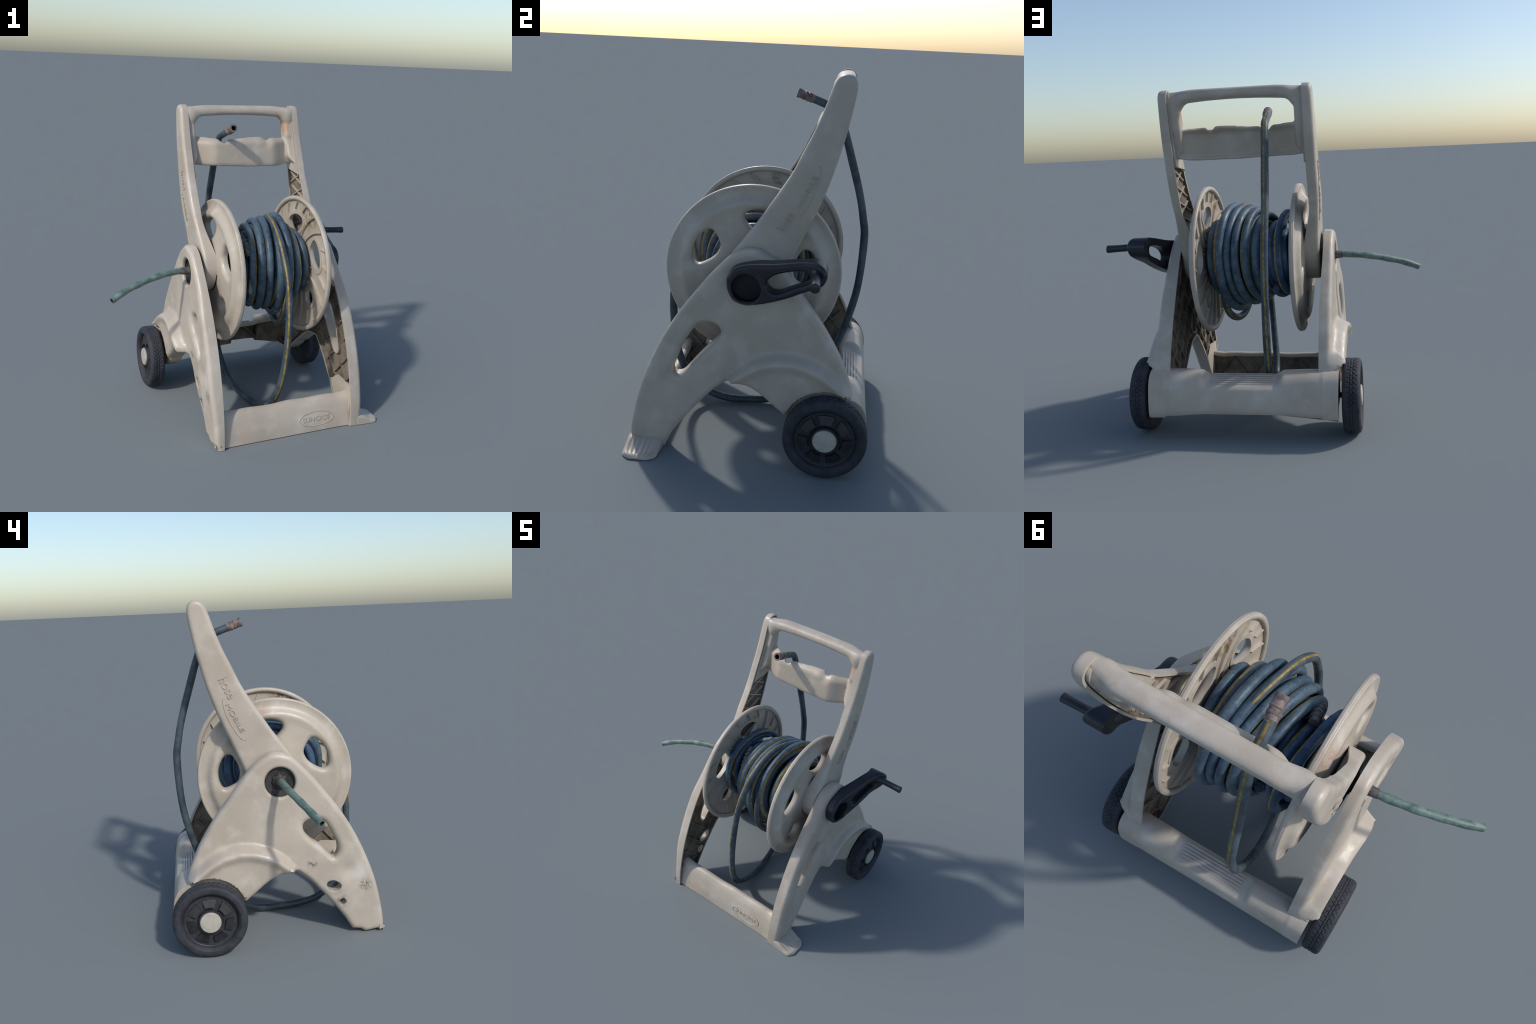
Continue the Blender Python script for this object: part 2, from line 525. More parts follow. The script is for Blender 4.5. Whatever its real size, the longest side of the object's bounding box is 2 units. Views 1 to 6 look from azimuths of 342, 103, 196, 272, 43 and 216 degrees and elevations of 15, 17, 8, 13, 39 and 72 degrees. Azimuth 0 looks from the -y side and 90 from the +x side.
def side_panel(s):
    ex = foot_edge(s)[0][0]
    ez = foot_edge(s)[-1][-1]
    front = [(0.01, 1.132), (-0.03, 1.1365), (-0.075, 1.130), (-0.125, 1.108), (-0.18, 1.056), (-0.26, 0.963),
             (-0.34, 0.86), (-0.415, 0.75), (-0.485, 0.625), (-0.546, 0.488), (-0.594, 0.351), (-0.626, 0.222),
             (-0.646, 0.109), ex]
    leg = [ez, (-0.432, 0.072), (-0.405, 0.115), (-0.34, 0.205), (-0.272, 0.288), (-0.212, 0.356),
           (-0.15, 0.41), (-0.116, 0.4375)]
    arch = [(-0.116, 0.4375), (-0.062, 0.432), (-0.005, 0.418), (0.058, 0.378), (0.113, 0.332), (0.178, 0.278),
            (0.225, 0.228), (0.28, 0.19), (0.36, 0.168), (0.47, 0.160), (0.572, 0.160)]
    rear = [(0.572, 0.160), (0.566, 0.27), (0.545, 0.345), (0.520, 0.395), (0.505, 0.445), (0.47, 0.534),
            (0.42, 0.634), (0.342, 0.76), (0.25, 0.884), (0.15, 1.015), (0.085, 1.083), (0.01, 1.132)]
    outer = outline([front] + foot_edge(s) + [leg, arch, rear], 0.016)
    if s > 0:
        slot = [(-0.317, 0.695), (-0.346, 0.65), (-0.381, 0.582), (-0.405, 0.515), (-0.424, 0.465),
                (-0.418, 0.437), (-0.388, 0.434), (-0.359, 0.454), (-0.309, 0.519), (-0.26, 0.578),
                (-0.211, 0.631), (-0.177, 0.671), (-0.173, 0.698), (-0.193, 0.728), (-0.243, 0.742), (-0.29, 0.728)]
        holes = [resample(catmull(slot, 8, True), 0.014, True)]
        hr = [0.032]
    else:
        slot = [(-0.317, 0.696), (-0.348, 0.638), (-0.374, 0.579), (-0.378, 0.532), (-0.364, 0.502),
                (-0.345, 0.496), (-0.31, 0.532), (-0.265, 0.578), (-0.221, 0.61), (-0.186, 0.65),
                (-0.174, 0.69), (-0.19, 0.72), (-0.243, 0.738), (-0.29, 0.726)]
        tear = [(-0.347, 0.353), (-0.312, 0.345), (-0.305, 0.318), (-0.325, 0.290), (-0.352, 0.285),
                (-0.383, 0.297), (-0.388, 0.325)]
        tear2 = [(-0.405, 0.235), (-0.385, 0.225), (-0.380, 0.212), (-0.402, 0.190), (-0.419, 0.211)]
        hub = [(-0.048 + 0.088 * math.cos(a), 0.966 + 0.088 * math.sin(a)) for a in np.linspace(0, 2 * math.pi, 40, endpoint=False)]
        holes = [resample(catmull(slot, 8, True), 0.014, True), np.array(hub),
                 resample(catmull(tear, 4, True), 0.010, True), resample(catmull(tear2, 4, True), 0.008, True)]
        hr = [0.032, 0.016, 0.007, 0.005]
    mb = Mesh()
    skin = lambda p: panel_skin(p, s)
    floor = lambda p: panel_lip(p) + 0.024
    loops = shell(mb, s, outer, holes, skin, panel_lip, r=0.030, hole_r=hr, floor=floor, step=0.0085)
    # criss-cross ribs inside
    xo = lambda q: floor(q) + 0.003
    xi = lambda q: panel_lip(q) + 0.006
    for c in np.arange(-1.0, 1.9, 0.17):
        rib(mb, s, (-0.7, c - 0.7 * 1.1), (0.7, c + 0.7 * 1.1), loops, xo, xi, 0.007)
        rib(mb, s, (-0.7, c + 0.7 * 1.1), (0.7, c - 0.7 * 1.1), loops, xo, xi)
    # the wide closed-in ankle above the front foot
    ank = np.array([(-0.628, 0.03), (-0.470, 0.03), (-0.385, 0.16), (-0.345, 0.215), (-0.375, 0.225), (-0.44, 0.28), (-0.605, 0.27), (-0.622, 0.15)])
    if s > 0:
        v, f = fill([resample(ank, 0.02, True)], 0.03)
        for x in (0.447, 0.455):
            ids = mb.add(np.stack([np.full(len(v), s * x), v[:, 0], v[:, 1]], 1))
            for t in f:
                mb.face([ids[i] for i in t], 0)
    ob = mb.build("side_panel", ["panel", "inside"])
    # soften the swell over the wheel so that it reads as one even moulding
    bm = bmesh.new()
    bm.from_mesh(ob.data)
    sel = []
    for v in bm.verts:
        x, y, z = abs(v.co.x), v.co.y, v.co.z
        if x > 0.50 and -0.09 < y < 0.49 and abs(float(ridge_z(y)) - z) < 0.10 and math.hypot(y - WH_Y, z - WH_Z) > 0.235:
            sel.append(v)
    for _ in range(5):
        bmesh.ops.smooth_vert(bm, verts=sel, factor=0.5, use_axis_x=True, use_axis_y=False, use_axis_z=False)
    bm.to_mesh(ob.data)
    bm.free()
    ob.data.set_sharp_from_angle(angle=math.radians(38))
    return ob


panels = {s: side_panel(s) for s in (1, -1)}

# flat treaded toe on the right foot
mb = Mesh()
nu, nv = 30, 14
top, bot = [], []
for i in range(nu + 1):
    u = i / nu
    for j in range(nv + 1):
        w = j / nv
        x = 0.500 + 0.165 * w
        y0 = -0.655 - 0.008 * math.sin(w * 1.5)
        y1 = -0.470 - 0.012 * w
        c = 0.045 * max(0.0, (w - 0.72) / 0.28) ** 2.2
        y = (y0 + c) + (y1 - y0 - 2 * c) * u
        groove = 0.0035 * (1 if (u * 7.0) % 1.0 > 0.28 and 0.06 < u < 0.94 else 0) * smooth(0.15, 0.3, w) * smooth(0.97, 0.9, w)
        edge = min(1.0, min(u, 1 - u, 1 - w + 0.02) / 0.08)
        z = 0.017 + 0.046 * (1 - smooth(0.0, 0.85, w)) + groove - 0.012 * (1 - edge)
        top.append((x, y, z))
        bot.append((x, y, 0.0005))
a, b = mb.add(top), mb.add(bot)
I = lambda i, j: i * (nv + 1) + j
for i in range(nu):
    for j in range(nv):
        mb.face((a[I(i, j)], a[I(i + 1, j)], a[I(i + 1, j + 1)], a[I(i, j + 1)]))
        mb.face((b[I(i, j)], b[I(i, j + 1)], b[I(i + 1, j + 1)], b[I(i + 1, j)]))
rim_ids = [I(i, 0) for i in range(nu)] + [I(nu, j) for j in range(nv)] + [I(i, nv) for i in range(nu, 0, -1)] + [I(0, j) for j in range(nv, 0, -1)]
mb.bridge([a[k] for k in rim_ids], [b[k] for k in rim_ids])
mb.build("foot_pad", ["panel"], parent=panels[1])


# ------------------------------------------------------------------ crossbars
def bar(name, xs, prof, thick, ribs=None, caps=True, front=True):
    """Hollow channel: a y-z profile swept along x with a given wall thickness."""
    mb = Mesh()
    outs, ins = [], []
    for x in xs:
        p = resample(catmull(prof(x), 10), 0.012)
        n = 46
        s = np.linspace(0, len(p) - 1, n)
        p = np.stack([np.interp(s, np.arange(len(p)), p[:, k]) for k in range(2)], 1)
        d = np.gradient(p, axis=0)
        d /= np.linalg.norm(d, axis=1)[:, None]
        nrm = np.stack([d[:, 1], -d[:, 0]], 1)
        q = p + nrm * thick
        outs.append(mb.add([(x, *k) for k in p]))
        ins.append(mb.add([(x, *k) for k in q]))
    for a, b in zip(outs, outs[1:]):
        mb.bridge(a, b, 0, False)
    for a, b in zip(ins, ins[1:]):
        mb.bridge(a, b, 1, False)
    for k in (0, -1):
        mb.bridge([o[k] for o in outs], [i[k] for i in ins], 0, False)
    for e in (0, -1):
        mb.bridge(outs[e], ins[e], 0, False)
        if caps:
            mb.face(ins[e] if e else ins[e][::-1], 0)
    if ribs:
        ribs(mb)
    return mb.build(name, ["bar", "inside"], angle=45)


def front_profile(x):
    e = smooth(0.36, 0.45, abs(x))
    w = 0.004 * math.sin(x * 9) + 0.003 * math.sin(x * 23 + 1)
    up = 0.014 * e + w * 0.8
    pts = [(-0.632, 0.002), (-0.628, 0.03), (-0.618, 0.08), (-0.603, 0.125), (-0.588, 0.160), (-0.572, 0.183),
           (-0.553, 0.197), (-0.535, 0.200), (-0.523, 0.192), (-0.518, 0.172)]
    return [(y - 0.004 * e, z + up * smooth(0.05, 0.18, z)) for y, z in pts]


def front_ribs(mb):
    for i, x in enumerate(np.linspace(-0.42, 0.42, 8)[:-1]):
        a, b = (0.02, 0.175) if i % 2 else (0.175, 0.02)
        mb.box((x, -0.541 + 0.09 * (0.18 - a), a), (x + 0.12, -0.541 + 0.09 * (0.18 - b), b), (0, 1, 0), (0.75, 0, 0.65), 0.014, 0.008, 1)
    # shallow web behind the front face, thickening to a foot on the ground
    c = [(-0.622, 0.003), (-0.522, 0.003), (-0.526, 0.030), (-0.540, 0.10), (-0.542, 0.182), (-0.575, 0.172)]
    r0, r1 = mb.add([(-0.455, *p) for p in c]), mb.add([(0.455, *p) for p in c])
    mb.bridge(r0, r1, 1)


# profile direction: keep the hollow on the rear side
front_bar = bar("front_crossbar", np.linspace(-0.462, 0.462, 60), front_profile, 0.012, front_ribs)


def rear_profile(x):
    full = [(0.443, 0.352), (0.447, 0.378), (0.470, 0.395), (0.505, 0.396), (0.540, 0.386), (0.570, 0.360),
            (0.590, 0.318), (0.601, 0.265), (0.607, 0.215), (0.607, 0.185), (0.600, 0.165)]
    tread = [(0.443, 0.340), (0.448, 0.362), (0.462, 0.370), (0.490, 0.362), (0.525, 0.346), (0.560, 0.330),
             (0.587, 0.308), (0.601, 0.265), (0.607, 0.215), (0.607, 0.185), (0.600, 0.165)]
    k = float(smooth(-0.235, -0.185, x) * smooth(0.255, 0.205, x))
    m = float(smooth(0.40, 0.10, abs(x)))
    end = float(smooth(0.447, 0.455, abs(x)))
    out = []
    for (a, b), (c, d) in zip(full, tread):
        y, z = a + (c - a) * k, b + (d - b) * k
        y += 0.002 * end * smooth(0.5, 0.6, y)
        z += end * (0.003 if z > 0.3 else -0.010 * smooth(0.25, 0.16, z)) - 0.014 * smooth(0.2, 0.44, abs(x)) * smooth(0.25, 0.17, z) - 0.010 * m * smooth(0.3, 0.37, z)
        out.append((y, z))
    return out


def rear_ribs(mb):
    for i, x in enumerate(np.linspace(-0.42, 0.42, 7)[:-1]):
        a, b = (0.20, 0.325) if i % 2 else (0.325, 0.20)
        mb.box((x, 0.550 - 0.25 * (a - 0.2), a), (x + 0.14, 0.550 - 0.25 * (b - 0.2), b), (0, 1, 0), (0.75, 0, 0.65), 0.05, 0.008, 1)
    # grip lines moulded in the step
    for i in range(7):
        f = i / 6
        y = 0.470 + 0.098 * f
        z = np.interp(y, [0.462, 0.49, 0.525, 0.56, 0.587], [0.362, 0.355, 0.3395, 0.3235, 0.302])
        mb.box((-0.165, y, z), (0.185, y, z), (0, 0.91, -0.42), (0, 0.42, 0.91), 0.0075, 0.009, 0)
    # seams where the bar clips to the side panels
    for s in (-1, 1):
        mb.box((s * 0.462, 0.485, 0.401), (s * 0.543, 0.485, 0.401), (0, 1, 0), (0, 0, 1), 0.05, 0.012, 0)


rear_bar = bar("rear_crossbar", np.concatenate([np.linspace(-0.546, -0.45, 14), np.linspace(-0.44, 0.44, 80), np.linspace(0.45, 0.546, 14)]),
               rear_profile, 0.012, rear_ribs)

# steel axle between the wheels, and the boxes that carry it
mb = Mesh()
for s in (-1, 1):
    lathe(mb, [(s * 0.44, 0.016), (s * 0.64, 0.016)], (0, WH_Y, WH_Z), 20)
mb.build("wheel_axle", ["axle"])
mb = Mesh()
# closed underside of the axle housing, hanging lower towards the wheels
for xa, xb, low, reach in [(0.06, -0.540, 0.118, 0.010), (0.27, 0.540, 0.115, 0.010)]:
    prev = None
    for t in np.linspace(0, 1, 24):
        x = xa + (xb - xa) * t
        zb = 0.168 + (low - 0.168) * t ** 1.25
        yf = 0.505 - reach * math.sin(min(1, t * 1.6) * math.pi / 2)
        c = [(0.490, 0.330), (yf - 0.004, 0.29), (yf, zb + 0.05), (yf + 0.014, zb + 0.006), (0.535, zb), (0.560, zb),
             (0.586, zb + 0.02), (0.597, 0.185), (0.582, 0.22), (0.53, 0.30)]
        r = mb.add([(x, *p) for p in c])
        if prev:
            mb.bridge(prev, r)
        else:
            mb.face(r[::-1])
        prev = r
    mb.face(prev)
for s in (-1, 1):
    c = [(0.28, 0.185), (0.46, 0.150), (0.47, 0.19), (0.46, 0.30), (0.32, 0.30)]
    r0 = mb.add([(s * 0.452, y, z) for y, z in c])
    r1 = mb.add([(s * 0.535, y, z) for y, z in c])
    mb.bridge(r0, r1)
    mb.face(r0[::-1])
    mb.face(r1)
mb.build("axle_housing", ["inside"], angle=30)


# --------------------------------------------------------------------- wheels
def wheel(s):
    c = (0, WH_Y, WH_Z)
    R = WH_R
    prof = [(0.566, 0.150), (0.564, 0.188), (0.568, 0.204), (0.576, R - 0.003), (0.586, R)]
    tread0 = len(prof)
    for x in np.linspace(0.592, 0.638, 13):
        prof.append((x, R))
    tread1 = len(prof)
    prof += [(0.649, R - 0.001), (0.658, R - 0.005), (0.665, R - 0.014), (0.668, 0.188), (0.666, 0.176),
             (0.658, 0.166), (0.650, 0.160), (0.638, 0.157)]
    n = 240

    def groove(k, i):
        flat = 0.0
        if tread0 <= k < tread1:
            col = (k - tread0) // 4
            if (k - tread0) % 4 == 0 and 0 < k - tread0 < 12:
                return -0.0045
            if (i + 2 * (col % 2)) % 5 == 0:
                return -0.0045
        return flat
    mb = Mesh()
    lathe(mb, [(s * x, r) for x, r in prof], c, n, radial=groove)
    # the scanned tyres are squashed flat where they stand
    mb.v = [(x, y, max(z, 0.002)) for x, y, z in mb.v]
    tyre = mb.build("wheel", ["tyre"], angle=24)
    mb = Mesh()
    lathe(mb, [(s * x, r) for x, r in [(0.570, 0.158), (0.632, 0.1585), (0.640, 0.154), (0.636, 0.146), (0.630, 0.142),
                                       (0.628, 0.082), (0.640, 0.074), (0.656, 0.070), (0.657, 0.050)]], c, 72)
    # raised wedges between the spokes
    for k in range(7):
        a0 = 2 * math.pi * k / 7 + 0.25
        wedge = []
        for (r, lo, hi) in [(0.086, 0.10, 0.72), (0.110, 0.08, 0.74), (0.138, 0.06, 0.76)]:
            wedge.append([(r, a0 + lo + (hi - lo) * t) for t in np.linspace(0, 1, 7)])
        ring = wedge[0] + [w[-1] for w in wedge[1:-1]] + wedge[-1][::-1] + [w[0] for w in wedge[1:-1]]
        mid_r, mid_a = 0.112, a0 + 0.41
        low, high = [], []
        for r, a in ring:
            low.append((s * 0.626, c[1] + r * math.cos(a), c[2] + r * math.sin(a)))
            r2, a2 = mid_r + (r - mid_r) * 0.86, mid_a + (a - mid_a) * 0.9
            high.append((s * (0.643 + 0.014 * (0.138 - r) / 0.05), c[1] + r2 * math.cos(a2), c[2] + r2 * math.sin(a2)))
        la, lb = mb.add(low), mb.add(high)
        mb.bridge(la, lb)
        mb.face(lb)
    mb.build("wheel_rim", ["rim"], parent=tyre, angle=30)
    mb = Mesh()
    lathe(mb, [(s * x, r) for x, r in [(0.655, 0.061), (0.664, 0.061), (0.669, 0.057), (0.671, 0.040), (0.672, 0.012)]], c, 40)
    mb.build("hub_cap", ["cap"], parent=tyre)


for s in (1, -1):
    wheel(s)


# --------------------------------------------------------------------- handle
def arm_skin_right(p):
    """The crank-side arm is set further out at its foot."""
    return arm_skin(p) + 0.020 * smooth(1.30, 1.05, p[:, 1])


def arm_skin(p):
    y, z = p[:, 0], p[:, 1]
    return 0.422 + 0.020 * smooth(1.05, 1.40, z) - 0.004 * smooth(1.7, 1.98, z)


def arm_lip(p):
    z = p[:, 1]
    return 0.322 + 0.062 * smooth(0.98, 1.32, z)


ARM_FRONT = [(-0.158, 1.060), (-0.136, 1.100), (-0.068, 1.195), (-0.018, 1.265), (0.032, 1.343), (0.088, 1.431),
             (0.143, 1.525), (0.192, 1.632), (0.236, 1.728), (0.272, 1.822), (0.299, 1.905), (0.316, 1.952),
             (0.330, 1.978), (0.350, 1.992), (0.374, 1.997), (0.398, 1.993), (0.415, 1.978), (0.424, 1.950)]
ARM_REAR = [(0.424, 1.950), (0.421, 1.900), (0.408, 1.820), (0.388, 1.715), (0.372, 1.648), (0.347, 1.550), (0.318, 1.455),
            (0.282, 1.355), (0.236, 1.245), (0.200, 1.160), (0.170, 1.090), (0.152, 1.045)]
ARM_FOOT = [(0.152, 1.045), (0.120, 0.965), (0.095, 0.900), (0.045, 0.850), (-0.035, 0.832), (-0.110, 0.855),
            (-0.158, 0.910), (-0.176, 0.985), (-0.158, 1.060)]


def text_on(words, start, along, up, out, width, size_y, lift, name, parent, mat, extrude=0.0022, skin=None):
    cu = bpy.data.curves.new(name, 'FONT')
    cu.body = words
    cu.size = 1.0
    cu.extrude = 0.5
    ob = bpy.data.objects.new(name + "_curve", cu)
    bpy.context.scene.collection.objects.link(ob)
    dg = bpy.context.evaluated_depsgraph_get()
    me = bpy.data.meshes.new_from_object(ob.evaluated_get(dg))
    bpy.data.objects.remove(ob)
    v = np.array([q.co for q in me.vertices])
    w = v[:, 0].max() - v[:, 0].min()
    hgt = v[:, 1].max()
    A, U, O, S = (np.array(q, float) for q in (along, up, out, start))
    for q, k in zip(me.vertices, v):
        q.co = Vector(S + A * (k[0] - v[:, 0].min()) / w * width + U * k[1] / hgt * size_y + O * (lift + k[2] * 2 * extrude))
        if skin:
            base = float(skin(np.array([[q.co.y, q.co.z]]))[0])
            q.co.x = out[0] * (base + k[2] * 2 * extrude)
    me.materials.clear()
    me.materials.append(M[mat])
    res = bpy.data.objects.new(name, me)
    bpy.context.scene.collection.objects.link(res)
    res.parent = parent
    return res


arms = {}
for s in (1, -1):
    outer = outline([ARM_FRONT + ARM_REAR[1:] + ARM_FOOT[1:]], 0.014)
    mb = Mesh()
    a_skin = arm_skin_right if s > 0 else arm_skin
    loops = shell(mb, s, outer, [], a_skin, arm_lip, r=0.024, lip=0.011, skin=0.011, floor=lambda p: arm_lip(p) + 0.018)
    xo, xi = lambda q: arm_lip(q) + 0.020, lambda q: arm_lip(q) + 0.006
    # X-shaped ribs in the open channel below the handle
    for k in range(5):
        z0, z1 = 1.08 + 0.095 * k, 1.175 + 0.095 * k
        f = lambda z, t: (np.interp(z, [1.06, 1.343, 1.525], [-0.158, 0.032, 0.143]) * (1 - t)
                          + np.interp(z, [1.045, 1.355, 1.55], [0.152, 0.282, 0.347]) * t, z)
        rib(mb, s, f(z0, 0), f(z1, 1), loops, xo, xi, 0.006, 0)
        rib(mb, s, f(z0, 1), f(z1, 0), loops, xo, xi, 0.006, 0)
    # the upper part is closed on the inside
    zc = 1.525
    fr = [p for p in ARM_FRONT[6:]] + ARM_REAR[1:6]
    lid = inset(resample(np.array(fr), 0.02, True), 0.016)
    v, f = fill([lid], 0.03)
    a = mb.add(np.stack([np.full(len(v), s * 0.373), v[:, 0], v[:, 1]], 1))
    b = mb.add(np.stack([np.full(len(v), s * 0.396), v[:, 0], v[:, 1]], 1))
    for t in f:
        mb.face([a[i] for i in t], 0)
        mb.face([b[i] for i in t], 1)
    # edge of the lid
    n = len(lid)
    ea = mb.add(np.stack([np.full(n, s * 0.373), lid[:, 0], lid[:, 1]], 1))
    eb = mb.add(np.stack([np.full(n, s * 0.396), lid[:, 0], lid[:, 1]], 1))
    mb.bridge(ea, eb, 0)
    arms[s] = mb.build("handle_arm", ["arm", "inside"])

# moulded words on both arms
deg = math.radians
for s in (1, -1):
    if s > 0:
        a1, a2 = deg(63.5), deg(67)
        A1, U1 = (0, math.cos(a1), math.sin(a1)), (0, -math.sin(a1), math.cos(a1))
        A2, U2 = (0, math.cos(a2), math.sin(a2)), (0, -math.sin(a2), math.cos(a2))
        p1, p2, w1, w2, O = (0.4395, 0.124, 1.222), (0.440, 0.199, 1.346), 0.102, 0.176, (1, 0, 0)
        arc = [(0.187, 1.309), (0.217, 1.342), (0.247, 1.408), (0.27, 1.48), (0.28, 1.537), (0.276, 1.561), (0.266, 1.560)]
    else:
        a1, a2 = deg(63.5), deg(64)
        A1, U1 = (0, -math.cos(a1), -math.sin(a1)), (0, -math.sin(a1), math.cos(a1))
        A2, U2 = (0, -math.cos(a2), -math.sin(a2)), (0, -math.sin(a2), math.cos(a2))
        p1, p2, w1, w2, O = (-0.440, 0.272, 1.561), (-0.440, 0.237, 1.420), 0.126, 0.184, (-1, 0, 0)
        arc = [(0.252, 1.455), (0.245, 1.394), (0.222, 1.332), (0.191, 1.269), (0.158, 1.223), (0.134, 1.212), (0.127, 1.223)]
    text_on("hose", p1, A1, U1, O, w1, 0.050, 0.0, "lettering", arms[s], "letters", 0.0042, arm_skin_right if s > 0 else arm_skin)
    text_on("MOBILE", p2, A2, U2, O, w2, 0.026, 0.0, "lettering", arms[s], "letters", 0.0042, arm_skin_right if s > 0 else arm_skin)
    mb = Mesh()
    p = catmull(arc, 8)
    q3 = [(s * (float((arm_skin_right if s > 0 else arm_skin)(np.array([k]))[0]) + 0.0004), *k) for k in p]
    tube(mb, q3, 0.0028, 8, up=(1, 0, 0))
    mb.build("lettering_underline", ["letters"], parent=arms[s])


# grip bar, side cheeks and slotted rest plate: one blended moulding
def blob_handle():
    mb = Mesh()

    def loft(sections):
        rings = [mb.add(sec) for sec in sections]
        for a, b in zip(rings, rings[1:]):
            mb.bridge(a, b)
        mb.face(rings[0][::-1])
        mb.face(rings[-1])

    # grip bar
    secs = []
    for x in np.linspace(-0.405, 0.405, 41):
        e = smooth(0.22, 0.36, abs(x))
        top = 1.994 - 0.008 * e
        under = 1.933 - 0.014 * (x / 0.3) ** 2 - 0.060 * smooth(0.285, 0.355, abs(x))
        zc, hz = (top + under) / 2, (top - under) / 2
        hy = 0.045 + 0.003 * e - 0.010 * smooth(0.355, 0.39, abs(x))
        yc = 0.368 + 0.4 * (zc - 1.96)
        secs.append([(x, yc + hy * math.copysign(abs(math.cos(t)) ** 0.8, math.cos(t)),
                      zc + hz * math.copysign(abs(math.sin(t)) ** 0.8, math.sin(t)) + 0.12 * hy * math.cos(t))
                     for t in np.linspace(0, 2 * math.pi, 28, endpoint=False)])
    loft(secs)
    # cheeks beside the opening
    for s in (-1, 1):
        secs = []
        for z in np.linspace(1.572, 1.96, 28):
            yf = np.interp(z, [p[1] for p in ARM_FRONT[5:13]], [p[0] for p in ARM_FRONT[5:13]])
            yr = np.interp(z, [p[1] for p in ARM_REAR[::-1]], [p[0] for p in ARM_REAR[::-1]])
            y0, y1 = yf + 0.020, yr - 0.022
            k = smooth(1.80, 1.775, z)
            y0 += 0.012 * k
            y1 += (y0 + 0.092 - y1) * k
            xi = 0.331 - (0.006 if s > 0 else 0.0) * smooth(1.70, 1.80, z)
            xi += 0.062 * smooth(1.665, 1.575, z)
            y0 -= 0.016 * smooth(1.665, 1.575, z)
            y1 += 0.016 * smooth(1.665, 1.575, z)
            yc, hy, xc, hx = (y0 + y1) / 2, (y1 - y0) / 2, (xi + 0.400) / 2, (0.400 - xi) / 2
            secs.append([(s * (xc + hx * math.copysign(abs(math.cos(t)) ** 0.5, math.cos(t))),
                          yc + hy * math.copysign(abs(math.sin(t)) ** 0.5, math.sin(t)), z)
                         for t in np.linspace(0, 2 * math.pi, 24, endpoint=False)])
        loft(secs)
    # rest plate, bowed forward, with two notches along its top
    xs = np.linspace(-0.365, 0.365, 90)
    th = 0.009
    rings = []
    for x in xs:
        bow = 0.059 * smooth(0.350, 0.195, abs(x))
        top = 1.780 + 0.006 * math.sin(x * 14)
        top -= 0.024 * math.exp(-(abs(x + 0.152) / 0.026) ** 2.6)
        top -= 0.020 * math.exp(-(abs(x - 0.170) / 0.022) ** 2.4)
        dent = 0.018 * math.exp(-((x - 0.168) / 0.03) ** 2)
        bottom = 1.607 - 0.004 * math.sin(x * 10 + 1) - 0.006 * smooth(0.1, 0.25, x) + 0.008 * smooth(0.30, 0.36, abs(x))
        mid = []
        for t in np.linspace(0, 1, 15):
            z = bottom + (top - bottom) * t
            y = 0.283 - bow + 0.14 * (z - 1.60) + 0.055 * smooth(1.745, 1.805, z) + dent * smooth(1.70, 1.78, z)
            if abs(x) > 0.3:
                y += 0.02 * smooth(0.3, 0.36, abs(x)) * smooth(1.6, 1.8, z)
            mid.append((x, y, z))
        # lower lip turned back
        mid.insert(0, (x, mid[0][1] + 0.022, bottom + 0.003))
        m = np.array(mid)
        d = np.gradient(m[:, 1:], axis=0)
        d /= np.linalg.norm(d, axis=1)[:, None]
        nrm = np.stack([np.zeros(len(m)), -d[:, 1], d[:, 0]], 1) * th
        rings.append(mb.add(np.vstack([m + nrm, (m - nrm)[::-1]])))
    for a, b in zip(rings, rings[1:]):
        mb.bridge(a, b)
    mb.face(rings[0][::-1])
    mb.face(rings[-1])

    me = bpy.data.meshes.new("blend")
    me.from_pydata(mb.v, [], mb.f)
    bm = bmesh.new()
    bm.from_mesh(me)
    bmesh.ops.recalc_face_normals(bm, faces=bm.faces)
    bm.to_mesh(me)
    bm.free()
    ob = bpy.data.objects.new("blend", me)
    bpy.context.scene.collection.objects.link(ob)
    rm = ob.modifiers.new("r", 'REMESH')
    rm.mode = 'VOXEL'
    rm.voxel_size = 0.006
    sm = ob.modifiers.new("s", 'SMOOTH')
    sm.factor = 0.5
    sm.iterations = 9
    dg = bpy.context.evaluated_depsgraph_get()
    res = bpy.data.meshes.new_from_object(ob.evaluated_get(dg))
    bpy.data.objects.remove(ob)
    return res


def split_smooth(me, test, names, mat):
    """Split one smooth mesh by region, keeping the normals of the whole."""
    nv = len(me.vertices)
    co = np.empty(nv * 3)
    me.vertices.foreach_get("co", co)
    co = co.reshape(-1, 3)
    no = np.array([v.normal for v in me.vertex_normals] if hasattr(me.vertex_normals[0], "normal") else
                  [v.vector for v in me.vertex_normals])
    polys = [tuple(p.vertices) for p in me.polygons]
    out = []
    for side, name in enumerate(names):
        sel = [p for p in polys if bool(test(co[list(p)].mean(0))) == (side == 0)]
        used = sorted({i for p in sel for i in p})
        ix = {i: k for k, i in enumerate(used)}
        m2 = bpy.data.meshes.new(name)
        m2.from_pydata([tuple(co[i]) for i in used], [], [tuple(ix[i] for i in p) for p in sel])
        m2.polygons.foreach_set("use_smooth", [True] * len(sel))
        m2.materials.append(M[mat])
        m2.normals_split_custom_set_from_vertices([tuple(no[i]) for i in used])
        ob = bpy.data.objects.new(name, m2)
        bpy.context.scene.collection.objects.link(ob)
        ob.parent = ROOT
        out.append(ob)
    return out


split_smooth(blob_handle(), lambda c: c[2] > 1.835, ("handle_grip", "rest_plate"), "handle")


